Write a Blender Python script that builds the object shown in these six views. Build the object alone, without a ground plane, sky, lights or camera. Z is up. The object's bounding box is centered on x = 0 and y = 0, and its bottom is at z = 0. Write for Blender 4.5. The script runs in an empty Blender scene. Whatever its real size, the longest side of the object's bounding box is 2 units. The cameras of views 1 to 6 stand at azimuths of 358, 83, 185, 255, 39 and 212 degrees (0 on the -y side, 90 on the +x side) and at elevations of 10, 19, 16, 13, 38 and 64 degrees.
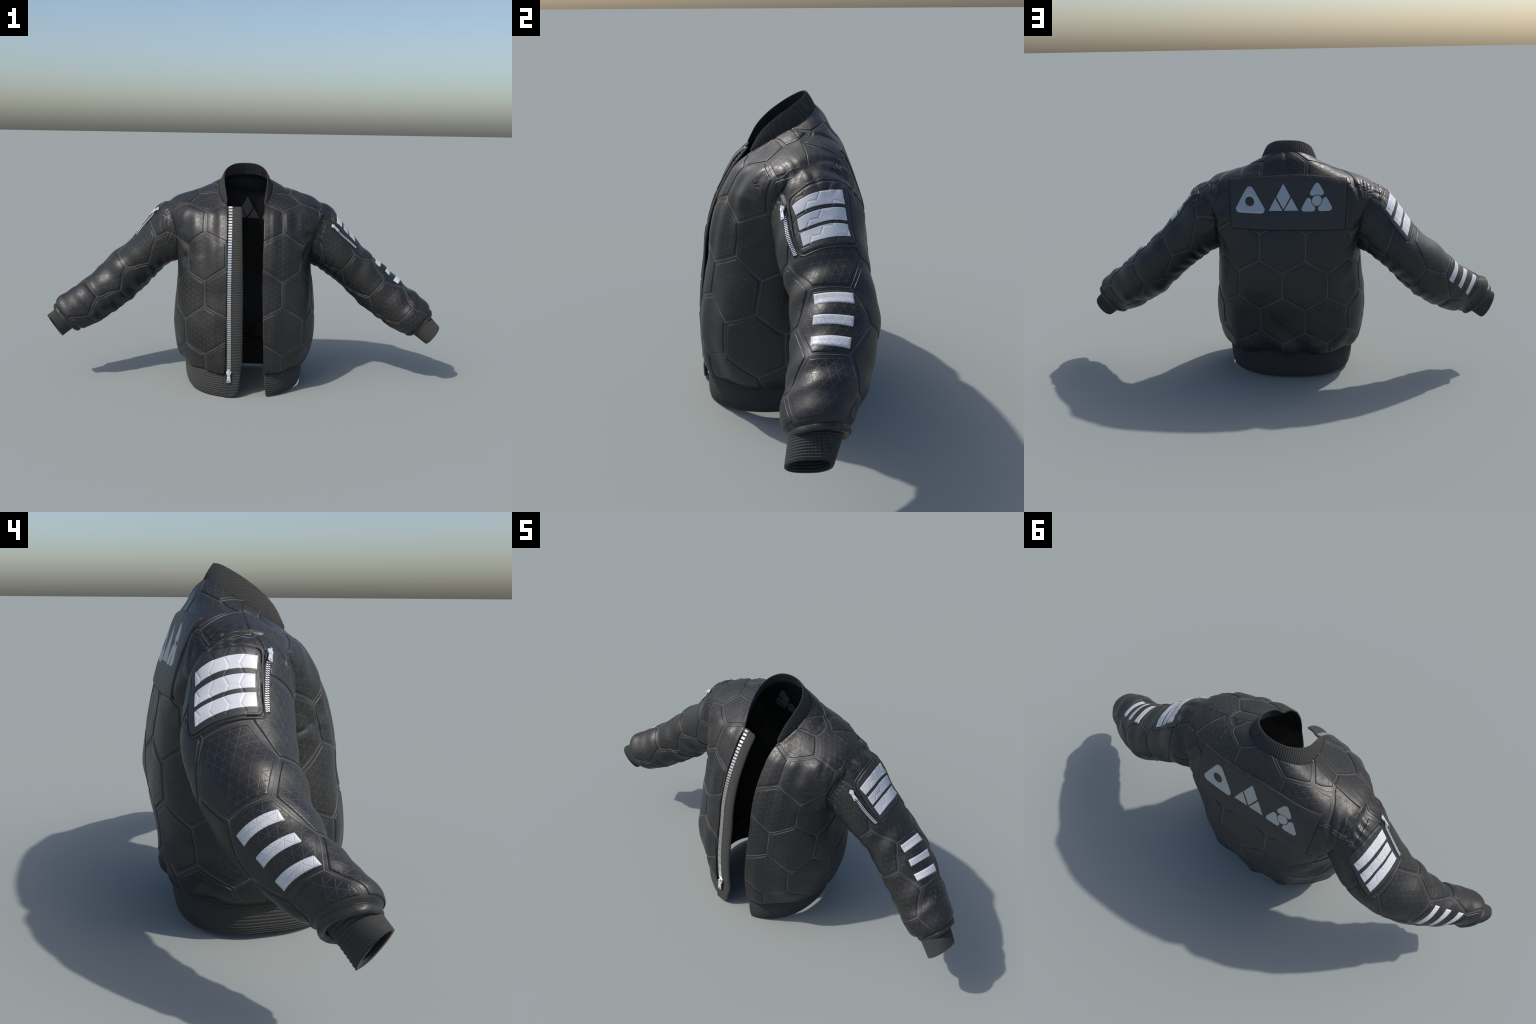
"""Black leather bomber jacket with honeycomb quilting, standing open on its waistband."""
import bpy, math, random
import numpy as np
from mathutils import Vector, Matrix
from mathutils.bvhtree import BVHTree

random.seed(7)
TAU = 2 * math.pi

# ------------------------------------------------------------------ helpers
def smooth(x, a, b):
    t = np.clip((np.asarray(x, float) - a) / (b - a), 0, 1)
    return t * t * (3 - 2 * t)


def bump(x, c, w):
    return np.exp(-((np.asarray(x, float) - c) / w) ** 2)


def spline(ctrl, t):
    """Catmull-Rom through the rows of ctrl (n, d); t runs 0 .. n-1."""
    ctrl = np.asarray(ctrl, float)
    n = len(ctrl)
    ext = np.vstack([2 * ctrl[0] - ctrl[1], ctrl, 2 * ctrl[-1] - ctrl[-2]])
    t = np.clip(np.asarray(t, float), 0, n - 1)
    i = np.minimum(t.astype(int), n - 2)
    f = (t - i)[..., None]
    p0, p1, p2, p3 = ext[i], ext[i + 1], ext[i + 2], ext[i + 3]
    return 0.5 * (2 * p1 + (p2 - p0) * f + (2 * p0 - 5 * p1 + 4 * p2 - p3) * f ** 2 + (3 * p1 - p0 - 3 * p2 + p3) * f ** 3)


def vnoise(P, scale, seed=0):
    """Smooth value noise in -1..1 for points P (..., 3)."""
    q = np.asarray(P, float) * scale + seed * 17.31 + 100.0
    i = np.floor(q).astype(np.int64)
    f = q - i
    f = f * f * (3 - 2 * f)
    out = 0
    for dx in (0, 1):
        for dy in (0, 1):
            for dz in (0, 1):
                h = (i[..., 0] + dx) * 374761393 + (i[..., 1] + dy) * 668265263 + (i[..., 2] + dz) * 2147483647 + seed * 974634777
                h = (h ^ (h >> 13)) * 1274126177
                h = ((h ^ (h >> 16)) & 0xFFFF) / 32767.5 - 1
                w = (f[..., 0] if dx else 1 - f[..., 0]) * (f[..., 1] if dy else 1 - f[..., 1]) * (f[..., 2] if dz else 1 - f[..., 2])
                out = out + w * h
    return out


def grid_normals(P, wrap=False):
    """Normals of a grid P (rows, cols, 3): column direction x row direction."""
    if wrap:
        du = np.roll(P, -1, 1) - np.roll(P, 1, 1)
    else:
        du = np.gradient(P, axis=1)
    dv = np.gradient(P, axis=0)
    n = np.cross(du, dv)
    return n / np.maximum(np.linalg.norm(n, axis=-1, keepdims=True), 1e-12)


def new_mesh(name, verts, quads, mat, smooth_shade=True):
    me = bpy.data.meshes.new(name)
    verts = np.asarray(verts, float).reshape(-1, 3)
    me.from_pydata(verts.tolist(), [], [tuple(q) for q in quads])
    if smooth_shade:
        me.polygons.foreach_set("use_smooth", [True] * len(me.polygons))
    for m in mat if isinstance(mat, (list, tuple)) else [mat]:
        me.materials.append(m)
    me.update()
    return me


WORLD = {}          # placed matrices, by object name


def name_of(ob):
    return ob.name


def add(name, me, parent, matrix=None):
    ob = bpy.data.objects.new(name, me)
    bpy.context.scene.collection.objects.link(ob)
    ob.parent = parent
    WORLD[name_of(ob)] = matrix if matrix is not None else Matrix.Identity(4)
    ob.matrix_basis = WORLD.get(name_of(parent), Matrix.Identity(4)).inverted() @ WORLD[name_of(ob)]
    return ob


def grid_quads(nr, nc, wrap=False, off=0, flip=False):
    c1 = nc if wrap else nc - 1
    r, c = np.meshgrid(np.arange(nr - 1), np.arange(c1), indexing="ij")
    cn = (c + 1) % nc
    q = np.stack([r * nc + c, r * nc + cn, (r + 1) * nc + cn, (r + 1) * nc + c], -1).reshape(-1, 4) + off
    return q[:, ::-1] if flip else q


def shell(name, outer, inner, mat, parent, wrap=False, ends=(True, True), sides=(True, True)):
    """Closed sheet between an outer and an inner grid of the same size."""
    nr, nc = outer.shape[:2]
    n = nr * nc
    V = np.vstack([outer.reshape(-1, 3), inner.reshape(-1, 3)])
    Q = [grid_quads(nr, nc, wrap), grid_quads(nr, nc, wrap, n, True)]
    c1 = np.arange(nc if wrap else nc - 1)
    cn = (c1 + 1) % nc
    for on, r in ((ends[0], 0), (ends[1], nr - 1)):
        if on:
            a, b = r * nc + c1, r * nc + cn
            q = np.stack([a, a + n, b + n, b], -1)
            Q.append(q if r == 0 else q[:, ::-1])
    if not wrap:
        r1 = np.arange(nr - 1)
        for on, c in ((sides[0], 0), (sides[1], nc - 1)):
            if on:
                a, b = r1 * nc + c, (r1 + 1) * nc + c
                q = np.stack([a, b, b + n, a + n], -1)
                Q.append(q if c == 0 else q[:, ::-1])
    return add(name, new_mesh(name, V, np.vstack(Q), mat), parent)


# ------------------------------------------------------------------ materials
class Nodes:
    def __init__(self, name):
        self.m = bpy.data.materials.new(name)
        self.m.use_nodes = True
        self.t = self.m.node_tree
        self.b = self.t.nodes["Principled BSDF"]

    def n(self, kind, **kw):
        nd = self.t.nodes.new("ShaderNode" + kind)
        for k, v in kw.items():
            setattr(nd, k, v)
        return nd

    def link(self, a, b):
        self.t.links.new(a, b)

    def put(self, sock, v):
        if isinstance(v, bpy.types.NodeSocket):
            self.link(v, sock)
        else:
            sock.default_value = v

    def math(self, op, a, b=0.0, c=0.0):
        nd = self.n("Math", operation=op)
        for s, v in zip(nd.inputs, (a, b, c)):
            self.put(s, v)
        return nd.outputs[0]

    def coord(self, kind="Object"):
        return self.n("TexCoord").outputs[kind]

    def noise(self, vec, scale, detail=3, rough=0.55):
        nd = self.n("TexNoise")
        self.link(vec, nd.inputs["Vector"])
        nd.inputs["Scale"].default_value = scale
        nd.inputs["Detail"].default_value = detail
        nd.inputs["Roughness"].default_value = rough
        return nd.outputs[0]

    def ramp(self, fac, stops):
        nd = self.n("ValToRGB")
        self.put(nd.inputs[0], fac)
        el = nd.color_ramp.elements
        while len(el) < len(stops):
            el.new(0.5)
        for e, (p, c) in zip(el, stops):
            e.position = p
            e.color = (*((c, c, c) if isinstance(c, (int, float)) else c), 1)
        return nd.outputs[0]

    def mix(self, fac, a, b):
        nd = self.n("Mix", data_type="RGBA")
        self.put(nd.inputs[0], fac)
        for s, v in ((nd.inputs[6], a), (nd.inputs[7], b)):
            self.put(s, v if isinstance(v, bpy.types.NodeSocket) else (*v, 1))
        return nd.outputs[2]

    def bump(self, height, dist, strength=1.0, normal=None):
        nd = self.n("Bump")
        nd.inputs["Strength"].default_value = strength
        nd.inputs["Distance"].default_value = dist
        self.put(nd.inputs["Height"], height)
        if normal is not None:
            self.link(normal, nd.inputs["Normal"])
        return nd.outputs[0]

    def set(self, **kw):
        for k, v in kw.items():
            self.put(self.b.inputs[k.replace("_", " ")], (*v, 1) if isinstance(v, tuple) and len(v) == 3 else v)
        return self.m


def sep(N, vec):
    nd = N.n("SeparateXYZ")
    N.link(vec, nd.inputs[0])
    return nd.outputs


def tri_lines(N, vec, pitch, width):
    """Mask of a triangular grid of fine lines in the object's local xy plane."""
    x, y, _ = sep(N, vec)
    best = None
    for k in range(3):
        a = k * math.pi / 3
        p = N.math("ADD", N.math("MULTIPLY", x, math.cos(a) / pitch), N.math("MULTIPLY", y, math.sin(a) / pitch))
        d = N.math("MULTIPLY", N.math("PINGPONG", p, 0.5), pitch)
        best = d if best is None else N.math("MINIMUM", best, d)
    nd = N.n("MapRange", interpolation_type="SMOOTHSTEP")
    N.put(nd.inputs["Value"], best)
    nd.inputs["From Min"].default_value = width * 0.25
    nd.inputs["From Max"].default_value = width
    nd.inputs["To Min"].default_value = 1
    nd.inputs["To Max"].default_value = 0
    return nd.outputs[0]


LEATHER = (0.0138, 0.0138, 0.014)


def leather_panel_material():
    N = Nodes("quilted_leather")
    o = N.coord()
    lines = tri_lines(N, o, 0.0230, 0.0013)
    geo = N.n("NewGeometry").outputs["Position"]
    fade = N.ramp(N.noise(geo, 5.5, 2), [(0.36, 0.45), (0.58, 1.0)])
    lines = N.math("MULTIPLY", lines, fade)
    blotch = N.noise(geo, 9, 4)
    scuff = N.noise(geo, 60, 4, 0.7)
    base = N.mix(N.ramp(blotch, [(0.35, 0), (0.7, 1)]), (0.0085, 0.0086, 0.0092), (0.0145, 0.0145, 0.0146))
    base = N.mix(N.math("MULTIPLY", N.ramp(scuff, [(0.52, 0), (0.75, 1)]), 0.35), base, (0.028, 0.0275, 0.0265))
    base = N.mix(N.math("MULTIPLY", lines, 0.62), base, (0.043, 0.040, 0.037))
    r = N.math("ADD", N.math("MULTIPLY", blotch, 0.34), 0.20)
    r = N.math("ADD", r, N.math("MULTIPLY", scuff, 0.08))
    r = N.math("ADD", r, N.math("MULTIPLY", lines, 0.22))
    grain = N.n("TexVoronoi", feature="SMOOTH_F1")
    N.link(geo, grain.inputs["Vector"])
    grain.inputs["Scale"].default_value = 420
    nb = N.bump(N.noise(geo, 26, 3), 0.0022, 0.5)
    nb = N.bump(grain.outputs["Distance"], 0.0005, 0.35, nb)
    nb = N.bump(N.math("MULTIPLY", lines, -1.0), 0.0003, 0.6, nb)
    return N.set(Base_Color=base, Roughness=r, Normal=nb, Specular_IOR_Level=0.5)


def plain_leather_material(name, tone=1.0, rough=0.42):
    N = Nodes(name)
    geo = N.n("NewGeometry").outputs["Position"]
    blotch = N.noise(geo, 12, 4)
    c0 = tuple(v * tone * 0.85 for v in LEATHER)
    c1 = tuple(v * tone * 1.35 for v in LEATHER)
    base = N.mix(N.ramp(blotch, [(0.35, 0), (0.7, 1)]), c0, c1)
    scuff = N.noise(geo, 90, 4, 0.7)
    r = N.math("ADD", N.math("MULTIPLY", scuff, 0.2), rough - 0.1)
    nb = N.bump(N.noise(geo, 35, 3), 0.0015, 0.4)
    nb = N.bump(scuff, 0.0006, 0.4, nb)
    return N.set(Base_Color=base, Roughness=r, Normal=nb)


def worn_edge_material():
    N = Nodes("worn_seam_edge")
    geo = N.n("NewGeometry").outputs["Position"]
    base = N.mix(N.ramp(N.noise(geo, 16, 3), [(0.35, 0), (0.65, 1)]), (0.045, 0.0445, 0.0435), (0.125, 0.123, 0.12))
    return N.set(Base_Color=base, Roughness=0.5)


def rib_material():
    N = Nodes("rib_knit")
    geo = N.n("NewGeometry").outputs["Position"]
    x, y, z = sep(N, geo)
    a = N.math("ADD", N.math("ADD", N.math("MULTIPLY", x, 900), N.math("MULTIPLY", y, 640)), N.math("MULTIPLY", z, 760))
    stitch = N.math("MULTIPLY_ADD", N.math("SINE", a), 0.5, 0.5)
    fuzz = N.noise(geo, 240, 3)
    base = N.mix(N.math("MULTIPLY", stitch, fuzz), (0.030, 0.030, 0.030), (0.075, 0.0745, 0.073))
    nb = N.bump(stitch, 0.0008, 0.5)
    nb = N.bump(fuzz, 0.001, 0.4, nb)
    return N.set(Base_Color=base, Roughness=0.92, Normal=nb, Specular_IOR_Level=0.2, Sheen_Weight=0.06)


def patch_material():
    N = Nodes("smooth_patch_leather")
    geo = N.n("NewGeometry").outputs["Position"]
    base = N.mix(N.noise(geo, 14, 3), (0.02, 0.02, 0.0205), (0.029, 0.029, 0.029))
    return N.set(Base_Color=base, Roughness=0.5, Normal=N.bump(N.noise(geo, 500, 2), 0.0003, 0.3))


def stripe_material():
    N = Nodes("reflective_white")
    o = N.coord()
    geo = N.n("NewGeometry").outputs["Position"]
    base = N.mix(N.noise(geo, 30, 3), (0.50, 0.505, 0.54), (0.58, 0.585, 0.615))
    nb = N.bump(N.noise(geo, 120, 3), 0.0006, 0.3)
    return N.set(Base_Color=base, Roughness=0.42, Normal=nb)


def quilted_stripe_material():
    N = Nodes("reflective_white_quilted")
    o = N.coord()
    lines = tri_lines(N, o, 0.0230, 0.0012)
    geo = N.n("NewGeometry").outputs["Position"]
    base = N.mix(N.noise(geo, 30, 3), (0.50, 0.505, 0.54), (0.58, 0.585, 0.615))
    base = N.mix(N.math("MULTIPLY", lines, 0.25), base, (0.42, 0.43, 0.48))
    nb = N.bump(N.math("MULTIPLY", lines, -1.0), 0.0008, 0.8)
    nb = N.bump(N.noise(geo, 120, 3), 0.0008, 0.4, nb)
    return N.set(Base_Color=base, Roughness=0.42, Normal=nb)


def emblem_material():
    N = Nodes("satin_metal_emblem")
    geo = N.n("NewGeometry").outputs["Position"]
    base = N.mix(N.noise(geo, 12, 3), (0.37, 0.38, 0.395), (0.43, 0.44, 0.455))
    return N.set(Base_Color=base, Roughness=0.36, Metallic=0.6)


def metal_material(name="bright_zip_metal", tone=.86, metallic=.7):
    N = Nodes(name)
    geo = N.n("NewGeometry").outputs["Position"]
    r = N.math("ADD", N.math("MULTIPLY", N.noise(geo, 200, 3), 0.2), 0.2)
    return N.set(Base_Color=(tone, tone * 1.01, tone * 1.03), Roughness=r, Metallic=metallic)


def darkened_inner_material():
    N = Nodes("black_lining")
    geo = N.n("NewGeometry").outputs["Position"]
    base = N.mix(N.noise(geo, 20, 3), (0.008, 0.008, 0.0085), (0.014, 0.014, 0.014))  # near-black tint carries the dim interior light on the leather's reverse
    return N.set(Base_Color=base, Roughness=0.6)


M_PANEL = leather_panel_material()
M_BASE = plain_leather_material("seam_leather", 1.25, 0.46)
M_EDGE = worn_edge_material()
M_RIB = rib_material()
M_PATCH = patch_material()
M_STRIPE = stripe_material()
M_STRIPE_QUILT = quilted_stripe_material()
M_EMBLEM = emblem_material()
M_EMBLEM_DARKENED = plain_leather_material("emblem_backing", 11.0, 0.5)  # emblem grey lowered to paint in the shade inside the jacket
M_METAL = metal_material()
M_TOOTH = metal_material("zip_tooth_metal", .62, .9)
M_INNER_DARKENED = darkened_inner_material()
M_TAPE = plain_leather_material("zip_tape", 0.45, 0.7)

# ------------------------------------------------------------------ root
root = bpy.data.objects.new("bomber_jacket", None)
bpy.context.scene.collection.objects.link(root)
root["label"] = "black quilted leather bomber jacket, open front, white sleeve stripes"
root["category"] = "jacket"

# ------------------------------------------------------------------ torso form
# ring: half width, front y, back y, side y, front z, side z, back z, squareness
RINGS = np.array([
    (.292, -.290, .218, .00, .114, .136, .136, 2.30),
    (.312, -.301, .246, .00, .120, .140, .142, 2.30),
    (.331, -.305, .266, .00, .155, .172, .176, 2.32),
    (.350, -.312, .275, .00, .240, .240, .240, 2.35),
    (.355, -.312, .288, .00, .330, .330, .330, 2.38),
    (.352, -.302, .303, .00, .420, .420, .420, 2.38),
    (.344, -.290, .311, .00, .510, .510, .510, 2.36),
    (.336, -.280, .302, .01, .600, .600, .600, 2.34),
    (.340, -.262, .281, .02, .680, .690, .685, 2.32),
    (.362, -.238, .257, .035, .745, .775, .765, 2.30),
    (.390, -.212, .234, .045, .800, .850, .830, 2.25),
    (.396, -.190, .219, .05, .838, .895, .875, 2.20),
    (.368, -.175, .206, .05, .864, .932, .915, 2.15),
    (.315, -.162, .194, .05, .880, .957, .955, 2.10),
    (.238, -.154, .171, .042, .890, .982, .998, 2.05),
    (.174, -.153, .147, .030, .892, 1.000, 1.042, 2.0),
    (.135, -.1675, .121, .015, .887, 1.006, 1.069, 2.0),
])
K_NECK = len(RINGS) - 1


def front_edge(k):
    """x of the front opening on the wearer's left (+) and right (-) at ring k."""
    t = np.asarray(k, float)
    right = np.interp(t, [0, 2, 4, 6, 8, 11, 16], [.097, .092, .087, .083, .083, .088, .092])
    left = np.interp(t, [0, 2, 4, 6, 8, 11, 16], [.098, .093, .089, .088, .087, .088, .092])
    return right, left


SHEAR = .055         # the shoulders are turned a little about the upright axis


def ring_curve(par, phi):
    xw, yf, yb, ys, zf, zs, zb, n = [par[..., i] for i in range(8)]
    c, s = np.cos(phi), np.sin(phi)
    # the upper back is squarer than the chest
    n = np.where(c < 0, n + 2.2 * bump(zb, .81, .17), n)
    e = 2 / n
    ac, as_ = np.abs(c) ** e, np.abs(s) ** e
    x = xw * np.sign(s) * as_
    y = ys + np.where(c > 0, (yf - ys) * ac, (yb - ys) * ac)
    ac = np.abs(c)
    ac = ac ** (1.25 - .25 * smooth(zs, .93, .99))
    z = zs + np.where(c > 0, (zf - zs) * ac, (zb - zs) * ac)
    y = y - SHEAR * x * smooth(z, .55, .85)
    return np.stack([x, y, z], -1)


# angles round a ring, crowded where the rounded-square form moves fastest
_d = np.geomspace(1e-8, .012, 140)
PHI = np.unique(np.concatenate([np.linspace(0, TAU, 3001)] + [k * math.pi / 2 + sg * _d for k in range(5) for sg in (-1, 1)]))
PHI = PHI[(PHI >= 0) & (PHI <= TAU)]


def torso_folds(P, a):
    """Outward relief of the leather at surface points P; a = signed arc from the front (0) to the back."""
    x, y, z = P[..., 0], P[..., 1], P[..., 2]
    ax = np.abs(x)
    h = .0062 * vnoise(P, 5.5, 1) + .0032 * vnoise(P, 13, 2)
    crease = 1 - np.abs(vnoise(P * np.array([1, 1, .8]), 6.5, 33))
    h = h - .006 * smooth(crease, .86, 1.0) * smooth(vnoise(P, 4, 34), -.1, .5)
    front = smooth(-y, .05, .16)
    back = smooth(y, .10, .2)
    drape = np.sin(TAU * (ax - .05 * z) / .085 + .8 * np.sign(x) + 2.6 * vnoise(P * np.array([1, 1, .8]), 3.5, 3))
    h = h + .0042 * drape * front * smooth(z, .5, .68) * (1 - smooth(z, .88, .93)) * smooth(ax, .1, .13) * (.45 + .55 * smooth(vnoise(P, 5, 21), -.3, .4))
    h = h + .004 * np.sin(TAU * ax / .12 + 1.2 * vnoise(P, 4, 5)) * front * smooth(.55 - z, 0, .2) * smooth(ax, .1, .14)
    low = bump(z, .15, .06)
    h = h + .010 * vnoise(P * np.array([1, 1, .35]), 11, 4) * low
    h = h + back * .012 * np.sin(TAU * (x + .035) / .19 + 1.2 * vnoise(P, 5, 9)) * bump(z, .155, .045)
    h = h + back * (.006 * vnoise(P * np.array([1, 1, .7]), 9, 6) * smooth(.4 - z, 0, .15) + .003 * vnoise(P, 13, 7))
    # the stiff back panel keeps the cloth under it flat
    h = h * (1 - .97 * back * smooth(.30 - ax, 0, .04) * smooth(z, .70, .75) * (1 - smooth(z, .96, 1.0)))
    # gathers that run out from the armholes
    dx = (ax - .36) / .075
    dz = (z - .78) / .19
    rad = np.sqrt(dx ** 2 + dz ** 2)
    ang = np.arctan2(dz, -dx)
    h = h + .0045 * np.sin(ang * 15 + 3 * vnoise(P, 6, 8)) * bump(rad, 1.0, .55) * (front + back) * smooth(z, .6, .68)
    top = bump(ax, .375, .05) * smooth(z, .80, .88)
    h = h + .0016 * np.sin(y * TAU / .030 + 6 * vnoise(P, 11, 22)) * top * smooth(vnoise(P, 8, 23), -.5, .2)
    return h


def make_torso_grid(nk=300, nu=760, k0=0.0, k1=K_NECK):
    ks = np.linspace(k0, k1, nk)
    # rows at even steps along the side profile
    par = spline(RINGS, ks)
    prof = par[:, [0, 2, 5]]
    d = np.r_[0, np.cumsum(np.linalg.norm(np.diff(prof, axis=0), axis=1))]
    ks = np.interp(np.linspace(0, d[-1], nk), d, ks)
    par = spline(RINGS, ks)
    er, el = front_edge(ks)
    P = np.zeros((nk, nu, 3))
    A = np.zeros((nk, nu))
    F = np.zeros((nk, nu))
    for i in range(nk):
        p = par[i]
        ph = PHI
        C = ring_curve(p[None], ph)
        L = np.r_[0, np.cumsum(np.linalg.norm(np.diff(C, axis=0), axis=1))]
        fr = math.asin((er[i] / p[0]) ** (p[7] / 2))
        fl = TAU - math.asin((el[i] / p[0]) ** (p[7] / 2))
        Ls = np.linspace(np.interp(fr, ph, L), np.interp(fl, ph, L), nu)
        f = np.interp(Ls, L, ph)
        P[i] = ring_curve(p[None], f)
        F[i] = f
        A[i] = Ls
        half = np.interp(math.pi, ph, L)
        halves[i] = (half, L[-1])
    return ks, P, A, F


NK, NU = 300, 760
halves = np.zeros((NK, 2))
KS, T0, TA, TF = make_torso_grid(NK, NU)
TN0 = grid_normals(T0)
T = T0 + TN0 * torso_folds(T0, TA)[..., None]
TN = grid_normals(T)
# height measured along the cloth
TB = np.zeros((NK, NU))
TB[1:] = np.cumsum(np.linalg.norm(np.diff(T0, axis=0), axis=-1), 0)
TB += T0[0, :, 2][None]

LINING = .007
torso_in = T - TN * LINING
torso = shell("torso", T[::2, ::2], T[::2, ::2] - TN[::2, ::2] * .004, M_BASE, root)
lining = add("lining", new_mesh("lining", torso_in[::3, ::3].reshape(-1, 3), grid_quads(*torso_in[::3, ::3].shape[:2], False, 0, True), M_INNER_DARKENED), root)

# ------------------------------------------------------------------ sleeve form
# section: top x, z; bottom x, z
SLEEVE_XZ = np.array([
    (.290, .925, .280, .700),
    (.365, .924, .320, .630),
    (.425, .899, .352, .607),
    (.478, .845, .385, .590),
    (.530, .780, .425, .562),
    (.592, .712, .475, .520),
    (.660, .657, .532, .466),
    (.726, .597, .590, .408),
    (.792, .538, .655, .358),
    (.850, .486, .718, .316),
    (.902, .443, .779, .277),
    (.938, .418, .806, .262),
    (.953, .401, .819, .258),
])
SLEEVE_Y = {
    1: np.array([(-.02, .130), (-.080, .190), (-.084, .203), (-.080, .196), (-.076, .192), (-.064, .194), (-.058, .196), (-.063, .190),
                 (-.078, .163), (-.099, .132), (-.118, .098), (-.122, .072), (-.118, .066)]),
    -1: np.array([(.00, .150), (-.055, .222), (-.048, .248), (-.032, .264), (-.022, .275), (-.014, .274), (-.008, .260), (-.014, .234),
                  (-.030, .192), (-.058, .144), (-.086, .100), (-.100, .066), (-.102, .058)]),
}
# cuff opening: centre, half axis towards the top, half axis towards the back
CUFF_END = {1: ((.965, -.066, .259), (.034, .004, .044), (.004, .064, -.004)),
            -1: ((.960, -.054, .289), (.030, -.019, .057), (.021, .036, .000))}
AX_END = np.array([.715, 0, -.700])


def sleeve_sections(side):
    xz, yy = SLEEVE_XZ, SLEEVE_Y[side]
    c = np.stack([(xz[:, 0] + xz[:, 2]) / 2, yy.mean(1), (xz[:, 1] + xz[:, 3]) / 2], 1)
    h = np.stack([(xz[:, 0] - xz[:, 2]) / 2, (xz[:, 1] - xz[:, 3]) / 2], 1)
    yh = (yy[:, 1] - yy[:, 0]) / 2
    S = np.column_stack([c, h, yh])
    if side < 0:
        S[11:, 2] += .014
        S[10, 2] += .006
    return S


def lip_sections(side):
    last = sleeve_sections(side)[-1]
    c = last[:3]
    u = last[3:5] / np.linalg.norm(last[3:5])
    r = np.linalg.norm(last[3:5])
    out = []
    for d, f in ((.005, .970), (.010, .925), (.014, .895), (.018, .915), (.026, .920), (.032, .895), (.035, .82), (.029, .69), (.010, .62)):
        cc = c + AX_END * d
        out.append((*cc, *(u * r * f), last[5] * f))
    return np.array(out)


def section_ring(S, th):
    """S (rows, 6) sections, th (cols): points (rows, cols, 3); th 0 = top, quarter = back."""
    c, s = np.cos(th), np.sin(th)
    x = S[:, 0:1] + S[:, 3:4] * c
    y = S[:, 1:2] + S[:, 5:6] * s
    z = S[:, 2:3] + S[:, 4:5] * c
    return np.stack([x, y, z], -1)


def sleeve_folds(P, s, th, side):
    """s: distance down the sleeve, th: angle."""
    h = .0060 * vnoise(P, 8, 11 + side) + .0030 * vnoise(P, 17, 12)
    wob = 1.6 * np.sin(th + .6 * side) + 2.2 * vnoise(P, 4, 13)
    patchy = .45 + .55 * smooth(vnoise(P, 4.5, 16), -.3, .5)
    front = .5 - .5 * np.sin(th)
    h = h + .0050 * np.sin(TAU * s / .10 + wob) * smooth(s, .26, .36) * (1 - smooth(s, .68, .74)) * (.25 + .75 * front) * patchy
    under = smooth(-np.cos(th), .1, .8)
    h = h + .0030 * np.sin(TAU * s / .06 + 3.0 * vnoise(P, 7, 14) + 2 * th) * under * smooth(s, .1, .2) * (1 - smooth(s, .66, .72)) * patchy
    # gathers at the shoulder seam
    gather = bump(s, .115, .030) * smooth(vnoise(P, 7, 17), -.5, .3)
    h = h + .0034 * np.sin(th * 25 + 9 * vnoise(P, 11, 15)) * gather * (.35 + .65 * smooth(np.cos(th + .6), -.2, .7))
    # puffed end above the lip
    h = h + .004 * bump(s, .70, .035)
    return h


SLEEVE = {}
_g = T[::3, ::4]
torso_bvh = BVHTree.FromPolygons([tuple(v) for v in _g.reshape(-1, 3)], [tuple(int(i) for i in q) for q in grid_quads(*_g.shape[:2])])
NS, NT = 260, 240


def make_sleeve(side):
    S = sleeve_sections(side)
    t = np.linspace(0, len(S) - 1, 800)
    Sd = spline(S, t)
    L = np.r_[0, np.cumsum(np.linalg.norm(np.diff(Sd[:, :3], axis=0), axis=1))]
    start = np.interp(.8, t, L)
    s = np.linspace(start, L[-1], NS)
    Sd = spline(S, np.interp(s, L, t))
    th = np.linspace(0, TAU, NT, endpoint=False)
    P = section_ring(Sd, th)
    P[..., 0] *= side
    melt = smooth(s, start + .004, start + .06)
    for i in np.where(melt < 1)[0]:
        for j in range(NT):
            hit = torso_bvh.find_nearest(Vector(P[i, j]))
            P[i, j] = (np.array(hit[0]) + np.array(hit[1]) * .0012) * (1 - melt[i]) + P[i, j] * melt[i]
    N = grid_normals(P, True) * -side
    ss = np.repeat(s[:, None], NT, 1)
    tt = np.repeat(th[None], NS, 0)
    P = P + N * (sleeve_folds(P, ss, tt, side) * smooth(ss, start, start + .05))[..., None]
    N = grid_normals(P, True) * -side
    lip = section_ring(spline(lip_sections(side), np.linspace(0, 8, 60)), th)
    lip[..., 0] *= side
    lip = lip + grid_normals(lip, True) * -side * (.0026 * vnoise(lip, 26, 31) + .0018 * vnoise(lip, 55, 32))[..., None]
    # keep the sleeve's own relief at the start of the lip
    SLEEVE[side] = dict(P=P, N=N, s=s, th=th, lip=lip)
    full = np.concatenate([P[::2], lip], 0)
    me = new_mesh("sleeve", full.reshape(-1, 3), grid_quads(len(full), NT, True, 0, side > 0), M_BASE)
    return add("sleeve", me, root)


sleeve_obj = {side: make_sleeve(side) for side in (1, -1)}

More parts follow.
